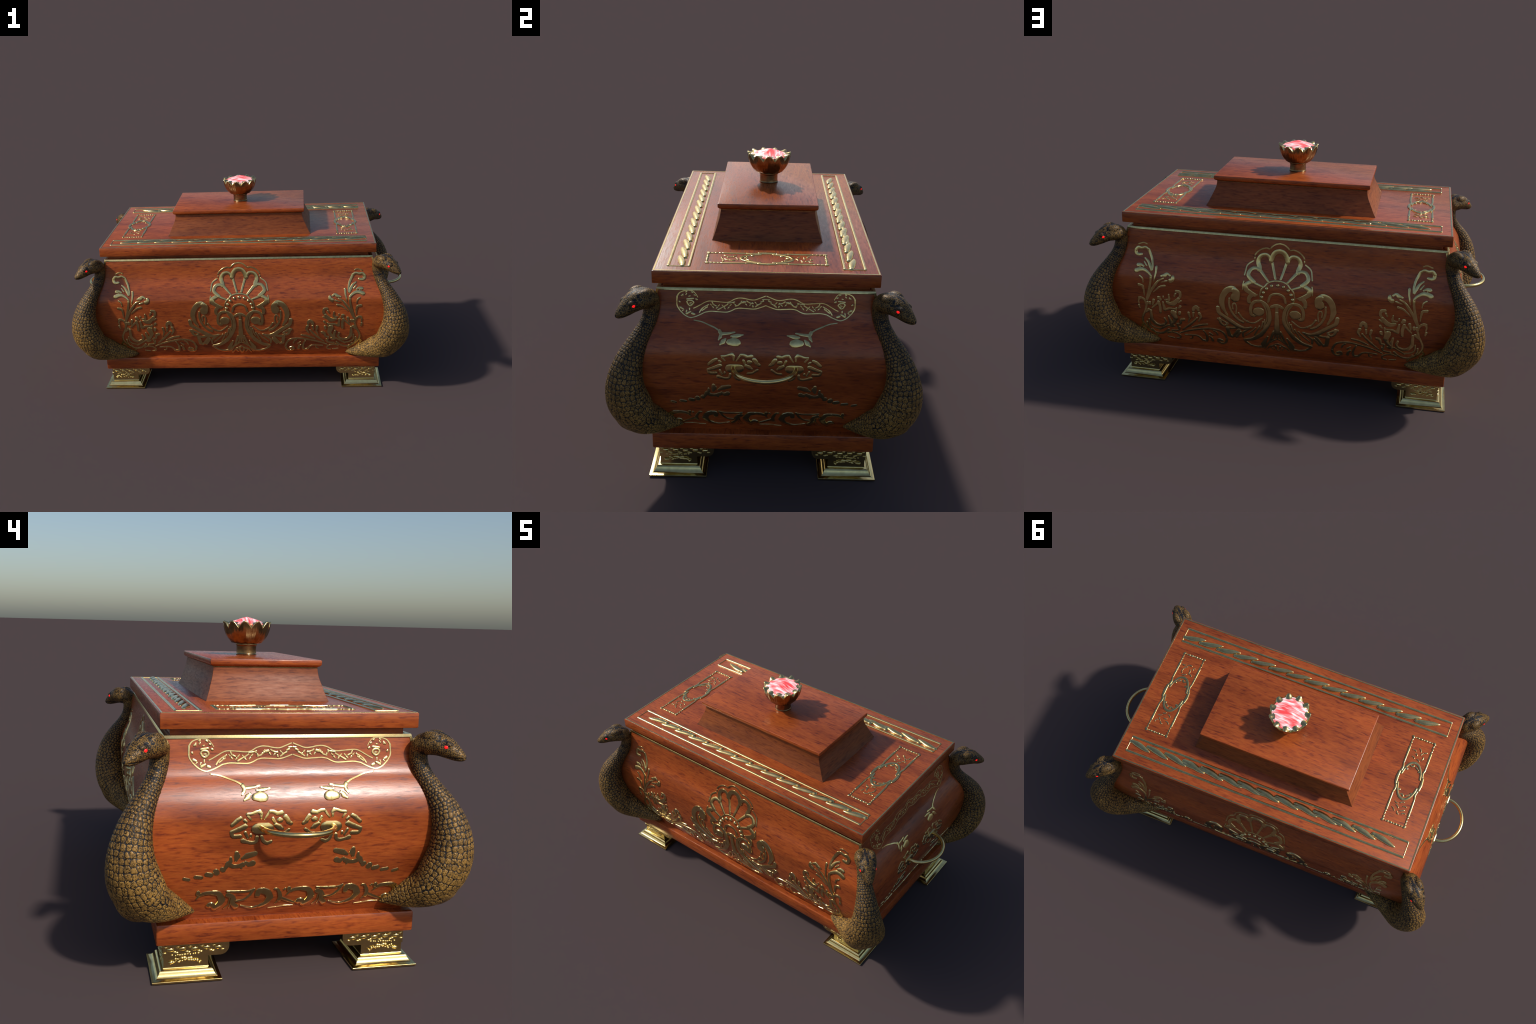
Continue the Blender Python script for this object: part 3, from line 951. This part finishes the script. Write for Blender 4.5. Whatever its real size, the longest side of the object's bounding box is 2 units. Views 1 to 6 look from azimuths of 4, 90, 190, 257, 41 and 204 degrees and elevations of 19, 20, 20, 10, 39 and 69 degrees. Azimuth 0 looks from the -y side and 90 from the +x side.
# --- brass feet
def foot(sx, sy):
    p = Part()
    def T(x, y, z): return (sx * x, sy * y, z)
    def quad(x0, x1, y0, y1, z, r=0.0):
        pts = [(x0, y0), (x1, y0), (x1, y1), (x0, y1)]
        return [T(x, y, z) for x, y in pts]
    cx, cy = 0.7185, 0.349
    rows = [(0.1195, 0.0), (0.1195, 0.0060)]
    # one smooth ogee from the plate up to the neck
    ogee = spline([(0.1190, 0.0066), (0.112, 0.0080), (0.1045, 0.0115), (0.0985, 0.0170), (0.0950, 0.0225), (0.0920, 0.0285), (0.0875, 0.0330), (0.0825, 0.0350), (0.0790, 0.0353)], 0.0015)
    rows += [tuple(p) for p in ogee] + [(0.0785, 0.0372), (0.0770, 0.0385)]
    def ring(h, z):
        return quad(cx - h, cx + h, cy - h * 0.985, cy + h * 0.985, z)
    p.ring_loft([ring(h, z) for h, z in rows])
    # neck block with slightly hollow faces
    nk = [(0.0778, 0.0375), (0.0770, 0.045), (0.0765, 0.06), (0.0772, 0.080), (0.0782, 0.10)]
    p.ring_loft([ring(h, z) for h, z in nk])
    # bracket: reaches inward along both sides, round lower ends
    x1, y1 = 0.7985, 0.4285
    def bracket(a_in, w0, w1, along_x):
        pts = [(a_in, 0.1262), (a_in, 0.105)]
        for k in range(7):
            a = math.pi / 2 * k / 6
            pts.append((a_in + 0.031 * (1 - math.cos(a)), 0.105 - 0.0305 * math.sin(a)))
        end = x1 - 0.0013 if along_x else y1
        pts += [(end, 0.0745), (end, 0.1262)]
        if along_x:
            p.ring_loft([[T(a, w, z) for a, z in pts] for w in (w0, w1)])
        else:
            p.ring_loft([[T(w, a, z) for a, z in pts] for w in (w0, w1)])
    bracket(0.568, 0.262, y1, True)
    y1 -= 0.0013
    bracket(0.202, 0.632, x1, False)
    o = mesh_obj("foot", p.v, p.f, BRASS, chest, True, 38)
    # chased ornament: bead row and floral knot on the two outer faces
    e = Part()
    rg = random.Random(5)
    for face in (0, 1):
        nrm = (0, sy, 0) if face == 0 else (sx, 0, 0)
        tan = (1, 0, 0) if face == 0 else (0, 1, 0)
        lo, hi, out = (0.585, 0.792, y1 + 0.0013) if face == 0 else (0.218, 0.422, x1)
        def pt(a, z): return T(a, out, z) if face == 0 else T(out, a, z)
        n = 5
        for k in range(n):
            a = lo + (hi - lo) * (k + 0.5) / n
            e.dome(pt(a, 0.103 + 0.002 * (k % 2)), nrm, tan, 0.0085, 0.006, 1.5)
            e.dome(pt(a + 0.016, 0.112), nrm, tan, 0.0045, 0.004, 1.6)
            e.dome(pt(a - 0.014, 0.094), nrm, tan, 0.003, 0.003, 2.4)
            e.dome(pt(a + 0.02, 0.0915), nrm, tan, 0.0025, 0.003, 3.0)
        mid = 0.722 if face == 0 else 0.352
        for k in range(11):        # small leaves below and above the main spray
            u = (k - 5) / 5
            e.dome(pt(mid + 0.052 * u + rg.uniform(-0.003, 0.003), 0.0625 - 0.004 * u * u + rg.uniform(-0.005, 0.004)), nrm, tan, rg.uniform(0.002, 0.0035), 0.003, rg.uniform(1.2, 2.4))
            e.dome(pt(mid + 0.044 * u + rg.uniform(-0.003, 0.003), 0.083 + rg.uniform(-0.003, 0.003)), nrm, tan, rg.uniform(0.002, 0.003), 0.003, rg.uniform(1.0, 2.2))
        for k in range(14):
            u = (k - 6.5) / 6.5
            e.dome(pt(mid + 0.048 * u, 0.071 - 0.012 * u * u + rg.uniform(-0.006, 0.006)), nrm, tan, rg.uniform(0.0035, 0.0055), 0.0045, rg.uniform(0.8, 1.9))
    mesh_obj("foot_chasing", e.v, e.f, BRASS, o, True, 60)["kind"] = "stuff"
for sx in (-1, 1):
    for sy in (-1, 1):
        foot(sx, sy)
# ------------------------------------------------------------------ serpent corner figures
# Built once in the frame of the (+x, -y) corner: d runs out along the diagonal, t across it.
SQ, K = math.sqrt(2), 0.366
def dtz(d, t, z):
    return np.array([K + (d + t) / SQ, -(d - t) / SQ, z])

def tube(part, stations, nu=28):
    """Loft: stations of centre, axis u, axis v, radii."""
    rings = []
    for c, u, v, ru, rv in stations:
        rings.append([c + u * ru * math.cos(TAU * j / nu) + v * rv * math.sin(TAU * j / nu) for j in range(nu)])
    part.ring_loft(rings)

TAX = dtz(0, 1, 0) - dtz(0, 0, 0)
def diagonal_stations(rows, step, vertical=False):
    """rows of (d, z, radius in the diagonal plane, radius across it)"""
    P = spline(rows, step)
    T = np.gradient(P[:, :2], axis=0); T /= np.linalg.norm(T, axis=1)[:, None]
    out = []
    for (d, z, r, w), (td, tz) in zip(P, T):
        n = (0.0, 1.0) if vertical else (-tz, td)
        u = dtz(n[0], 0, n[1]) - dtz(0, 0, 0)
        out.append((dtz(d, 0, z), u, TAX, max(r, 0.002), max(w, 0.002)))
    return out

NECK = [(0.630, 0.797, 0.026, 0.032), (0.623, 0.775, 0.0305, 0.034), (0.6235, 0.745, 0.031, 0.032), (0.633, 0.712, 0.031, 0.031), (0.651, 0.68, 0.0325, 0.032),
        (0.676, 0.648, 0.036, 0.036), (0.702, 0.615, 0.0425, 0.042), (0.725, 0.58, 0.0505, 0.050), (0.743, 0.545, 0.058, 0.058), (0.755, 0.505, 0.066, 0.067),
        (0.760, 0.465, 0.072, 0.077), (0.757, 0.425, 0.077, 0.087), (0.746, 0.385, 0.080, 0.097), (0.728, 0.348, 0.078, 0.103), (0.704, 0.318, 0.068, 0.105),
        (0.672, 0.296, 0.058, 0.100), (0.632, 0.280, 0.046, 0.085)]
HEAD = [(0.598, 0.786, 0.008, 0.014), (0.606, 0.788, 0.024, 0.030), (0.620, 0.792, 0.034, 0.040), (0.642, 0.797, 0.0395, 0.047), (0.665, 0.800, 0.0405, 0.0505), (0.69, 0.8005, 0.0405, 0.0485),
        (0.712, 0.796, 0.0395, 0.0425), (0.733, 0.788, 0.036, 0.0355), (0.752, 0.778, 0.0295, 0.0285), (0.769, 0.7695, 0.0215, 0.0205), (0.781, 0.7640, 0.0135, 0.0135), (0.7885, 0.7610, 0.005, 0.005)]
FRONT_TAIL = [(0.885, 0.532, 0.335, 0.066, 0.066), (0.84, 0.512, 0.302, 0.072, 0.074), (0.79, 0.487, 0.275, 0.064, 0.064), (0.74, 0.466, 0.2525, 0.051, 0.048), (0.692, 0.450, 0.236, 0.037, 0.034), (0.652, 0.438, 0.225, 0.0215, 0.020), (0.6215, 0.430, 0.2166, 0.003, 0.003)]
SIDE_TAIL = [(0.895, 0.515, 0.335, 0.066, 0.066), (0.876, 0.472, 0.305, 0.068, 0.068), (0.853, 0.430, 0.281, 0.056, 0.056), (0.833, 0.390, 0.2625, 0.039, 0.040), (0.817, 0.355, 0.248, 0.0215, 0.022), (0.804, 0.3232, 0.2354, 0.003, 0.003)]

def tail_stations(rows, step):
    P = spline(rows, step)
    T = np.gradient(P[:, :3], axis=0); T /= np.linalg.norm(T, axis=1)[:, None]
    out = []
    for (a, b, z, rh, rz), (ta, tb, tz) in zip(P, T):
        t = np.array([ta, -tb, tz])
        h = np.cross(t, [0, 0, 1.0]); h /= np.linalg.norm(h)
        v = np.cross(h, t)
        out.append((np.array([a, -b, z]), h, v, max(rh, 0.002), max(rz, 0.002)))
    return out

st_neck = diagonal_stations(NECK, 0.006)
st_head = diagonal_stations(HEAD, 0.004, True)
st_front = tail_stations(FRONT_TAIL, 0.006)
st_side = tail_stations(SIDE_TAIL, 0.006)

raw = Part()
for st in (st_neck, st_head, st_front, st_side):
    tube(raw, st)
def blob(d, t, z, rd, rt, rz):
    c = dtz(d, t, z)
    u = (dtz(1, 0, 0) - dtz(0, 0, 0))
    rings = []
    for i in range(1, 10):
        a = math.pi * i / 10
        rings.append([c + u * rd * math.sin(a) * math.cos(TAU * j / 16) + TAX * rt * math.sin(a) * math.sin(TAU * j / 16) + np.array([0, 0, rz * math.cos(a)]) for j in range(16)])
    raw.ring_loft(rings)
for sgn in (-1, 1):
    blob(0.672, 0.0265 * sgn, 0.823, 0.034, 0.021, 0.0215)      # crown lobes
    blob(0.722, 0.026 * sgn, 0.803, 0.026, 0.012, 0.013)        # brow ridge over the eye

def remeshed(part, voxel, smooth):
    me = bpy.data.meshes.new("serpent_form")
    me.from_pydata([tuple(map(float, v)) for v in part.v], [], part.f)
    bm = bmesh.new(); bm.from_mesh(me)
    bmesh.ops.recalc_face_normals(bm, faces=bm.faces)
    bm.to_mesh(me); bm.free()
    o = bpy.data.objects.new("serpent_form", me)
    bpy.context.collection.objects.link(o)
    md = o.modifiers.new("voxels", "REMESH")
    md.mode, md.voxel_size = "VOXEL", voxel
    ms = o.modifiers.new("relax", "SMOOTH")
    ms.factor, ms.iterations = 0.5, smooth
    dg = bpy.context.evaluated_depsgraph_get()
    ev = o.evaluated_get(dg)
    m2 = bpy.data.meshes.new_from_object(ev)
    nv, npoly = len(m2.vertices), len(m2.polygons)
    co = np.empty(nv * 3, np.float32); m2.vertices.foreach_get("co", co)
    no = np.empty(nv * 3, np.float32); m2.vertices.foreach_get("normal", no)
    faces = [tuple(p.vertices) for p in m2.polygons]
    bpy.data.objects.remove(o)
    bpy.data.meshes.remove(m2)
    return co.reshape(-1, 3).astype(float), no.reshape(-1, 3).astype(float), faces

V, N, F = remeshed(raw, 0.0021, 22)
# melt the joints between belly and tails
_Q = np.array([f if len(f) == 4 else (*f, f[2]) for f in F])
_E = np.vstack([_Q[:, [0, 1]], _Q[:, [1, 2]], _Q[:, [2, 3]], _Q[:, [3, 0]]])
_deg = np.bincount(_E.ravel(), minlength=len(V))[:, None]
_w = np.interp(V[:, 2], [0.34, 0.44], [0.6, 0.0])[:, None]
_a, _b = V[:, 0], -V[:, 1]
_w *= np.clip(np.minimum((_a - 0.64) / 0.05, (_b - 0.335) / 0.04), 0, 1)[:, None]
for _ in range(160):
    acc = np.zeros_like(V)
    for c in range(3):
        acc[:, c] = np.bincount(_E[:, 0], V[_E[:, 1], c], len(V)) + np.bincount(_E[:, 1], V[_E[:, 0], c], len(V))
    V = V + _w * (acc / _deg - V)
N = np.zeros_like(V)
_fn = np.cross(V[_Q[:, 2]] - V[_Q[:, 0]], V[_Q[:, 3]] - V[_Q[:, 1]])
for c in range(4):
    np.add.at(N, _Q[:, c], _fn)
N /= np.linalg.norm(N, axis=1)[:, None] + 1e-12

# scale seeds: rows round each limb, one seed per scale, sizes growing toward the belly
def scale_seeds(stations, size, jitter, start=0.0):
    rg = random.Random(11)
    C = np.array([s[0] for s in stations])
    arc = np.concatenate([[0], np.cumsum(np.linalg.norm(np.diff(C, axis=0), axis=1))])
    a, row, seeds = start, 0, []
    while a < arc[-1]:
        i = min(int(np.searchsorted(arc, a)), len(stations) - 1)
        c, u, v, ru, rv = stations[i]
        sz = size(a / arc[-1])
        per = TAU * math.sqrt((ru * ru + rv * rv) / 2)
        n = max(5, round(per / sz))
        ph = 0.5 * (row % 2) * 0.55 + rg.uniform(-0.12, 0.12)
        tan = stations[min(i + 1, len(stations) - 1)][0] - stations[max(i - 1, 0)][0]
        tan = tan / (np.linalg.norm(tan) + 1e-9)
        for j in range(n):
            th = TAU * (j + ph + rg.uniform(-jitter, jitter)) / n
            seeds.append(c + u * ru * math.cos(th) + v * rv * math.sin(th) + tan * sz * rg.uniform(-jitter, jitter))
        a += sz * 0.92
        row += 1
    return seeds
groups = [scale_seeds(st_neck, lambda q: 0.0085 + 0.0115 * min(1, max(0, (q - 0.1) / 0.5)), 0.2),
          scale_seeds(st_head, lambda q: 0.0076 - 0.001 * q, 0.25),
          scale_seeds(st_front, lambda q: 0.0195 - 0.006 * q, 0.2),
          scale_seeds(st_side, lambda q: 0.0195 - 0.006 * q, 0.2)]
# the crown lobes carry their own scales
for sgn in (-1, 1):
    for (bd, bt, bz, rd, rt, rz) in ((0.672, 0.0265, 0.823, 0.034, 0.021, 0.0215), (0.722, 0.026, 0.803, 0.026, 0.012, 0.013)):
        cnt = int(rd * rz * 9 / 0.007 ** 2)
        for k in range(cnt):
            zz = 1 - 1.1 * (k + 0.5) / cnt
            a = k * 2.39996
            rr = math.sqrt(max(0, 1 - zz * zz))
            groups[1].append(dtz(bd + rd * rr * math.cos(a), (bt * sgn) + rt * rr * math.sin(a), bz + rz * zz))
trees = []
for g in groups:
    t = kdtree.KDTree(len(g))
    for i, s in enumerate(g):
        t.insert(s, i)
    t.balance()
    trees.append(t)

D = (V[:, 0] - V[:, 1] - K) / SQ
Tt = (V[:, 0] + V[:, 1] - K) / SQ
Zc = V[:, 2]
relief = np.zeros(len(V))
for i, p in enumerate(V):
    d, t, z = D[i], Tt[i], Zc[i]
    if z > 0.745 and (d > 0.655 or z > 0.775):
        k = 1
    elif z < 0.335 and t < -0.055 - 0.25 * (z - 0.28):
        k = 2
    elif z < 0.335 and t > 0.055 + 0.25 * (z - 0.28):
        k = 3
    else:
        k = 0
    near = trees[k].find_n(Vector(p), 2)
    relief[i] = near[1][2] - near[0][2]
size_here = np.where(Zc > 0.745, 0.0065, np.interp(Zc, [0.25, 0.45, 0.62, 0.74], [0.0125, 0.0155, 0.012, 0.008]))
edge = np.interp(Zc, [0.24, 0.36, 0.5, 0.62, 0.735, 0.755], [0.0020, 0.0027, 0.0038, 0.0036, 0.0026, 0.0015])
q = np.clip(relief / (edge * 2.2), 0, 1)
h = (q * q * (3 - 2 * q))
amp = np.where(Zc > 0.745, 0.0007, np.interp(Zc, [0.22, 0.35, 0.6, 0.745], [0.0013, 0.0021, 0.0018, 0.0010]))
V2 = V + N * (amp * (h - 0.55))[:, None]
# mouth line along both sides of the head and nostril dimples
on_head = (Zc > 0.74) & (D > 0.675) & (D < 0.782)
line_z = np.interp(D, [0.675, 0.73, 0.788], [0.7655, 0.7615, 0.7585])
gap = np.abs(Zc - line_z)
V2 -= N * (0.0022 * np.exp(-(gap / 0.0022) ** 2) * on_head)[:, None]
mouth = on_head & (gap < 0.0018)
# groove down the crown
crown = (Zc > 0.815) & (np.abs(Tt) < 0.0075 - 0.05 * np.abs(D - 0.675)) & (D > 0.62) & (D < 0.735)

dark_v = (relief < edge) | mouth | ((crown) & (relief < 0.0042))

def serpent_meshes(flip):
    """Split the body into named regions that share borders and shading."""
    P = V2.copy()
    faces = F
    if flip:
        P[:, 0] *= -1
        faces = [f[::-1] for f in F]
    # normals of the whole displaced body
    Pa = P
    nrm = np.zeros_like(P)
    Q = np.array([f if len(f) == 4 else (*f, f[2]) for f in faces])
    fn = np.cross(Pa[Q[:, 2]] - Pa[Q[:, 0]], Pa[Q[:, 3]] - Pa[Q[:, 1]])
    for c in range(4):
        np.add.at(nrm, Q[:, c], fn)
    nrm /= np.linalg.norm(nrm, axis=1)[:, None] + 1e-12
    fz, fd = Zc[Q].mean(1), D[Q].mean(1)
    ft = Tt[Q].mean(1)
    dark_f = dark_v[Q].mean(1) > 0.5
    head = (fz > 0.745) & ((fd > 0.655) | (fz > 0.775))
    tail = (~head) & (fz < 0.335) & (np.abs(ft) > 0.055 + 0.25 * (fz - 0.28))
    neck = (~head) & (fz > 0.56)
    torso = ~(head | tail | neck)
    # leave out what lies deep inside the wooden body
    A = np.abs(P)
    by = np.interp(A[:, 2], _zz, _fy); bx = np.interp(A[:, 2], _zz, _gx)
    deep = (A[:, 1] < by - 0.012) & (A[:, 0] < bx - 0.012) & (A[:, 2] > 0.2)
    hidden = deep[Q].all(1)
    out = []
    for nm, mask in (("head", head), ("neck", neck), ("torso", torso), ("tail", tail)):
        idx = np.nonzero(mask & ~hidden)[0]
        used, inv = np.unique(Q[idx].ravel(), return_inverse=True)
        inv = inv.reshape(-1, 4)
        me = bpy.data.meshes.new("serpent_" + nm)
        fl = [tuple(int(a) for a in (r if len(set(r)) == 4 else r[:3])) for r in inv]
        me.from_pydata([tuple(map(float, P[k])) for k in used], [], fl)
        me.materials.append(SCALE); me.materials.append(SKIN)
        me.polygons.foreach_set("material_index", dark_f[idx].astype(np.int32))
        me.polygons.foreach_set("use_smooth", [True] * len(me.polygons))
        me.normals_split_custom_set_from_vertices([tuple(map(float, nrm[k])) for k in used])
        me.update()
        out.append((nm, me))
    return out

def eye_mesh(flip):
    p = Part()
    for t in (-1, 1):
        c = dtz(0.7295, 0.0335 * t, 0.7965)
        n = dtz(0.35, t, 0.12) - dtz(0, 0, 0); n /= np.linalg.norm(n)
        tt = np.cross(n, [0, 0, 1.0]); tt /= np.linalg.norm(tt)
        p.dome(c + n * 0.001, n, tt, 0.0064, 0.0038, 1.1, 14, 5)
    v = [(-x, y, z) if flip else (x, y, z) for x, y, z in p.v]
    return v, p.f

shared = {fl: serpent_meshes(fl) for fl in (False, True)}
eyes = {}
for sx, sy in ((1, -1), (-1, -1), (-1, 1), (1, 1)):
    flip = (sx * sy) > 0
    serpent = empty("serpent", chest)
    # the same carving turned half round gives the opposite corner
    serpent.rotation_euler = (0, 0, math.pi if sy > 0 else 0.0)
    for nm, me in shared[flip]:
        o = bpy.data.objects.new(nm, me)
        bpy.context.collection.objects.link(o)
        o.parent = serpent
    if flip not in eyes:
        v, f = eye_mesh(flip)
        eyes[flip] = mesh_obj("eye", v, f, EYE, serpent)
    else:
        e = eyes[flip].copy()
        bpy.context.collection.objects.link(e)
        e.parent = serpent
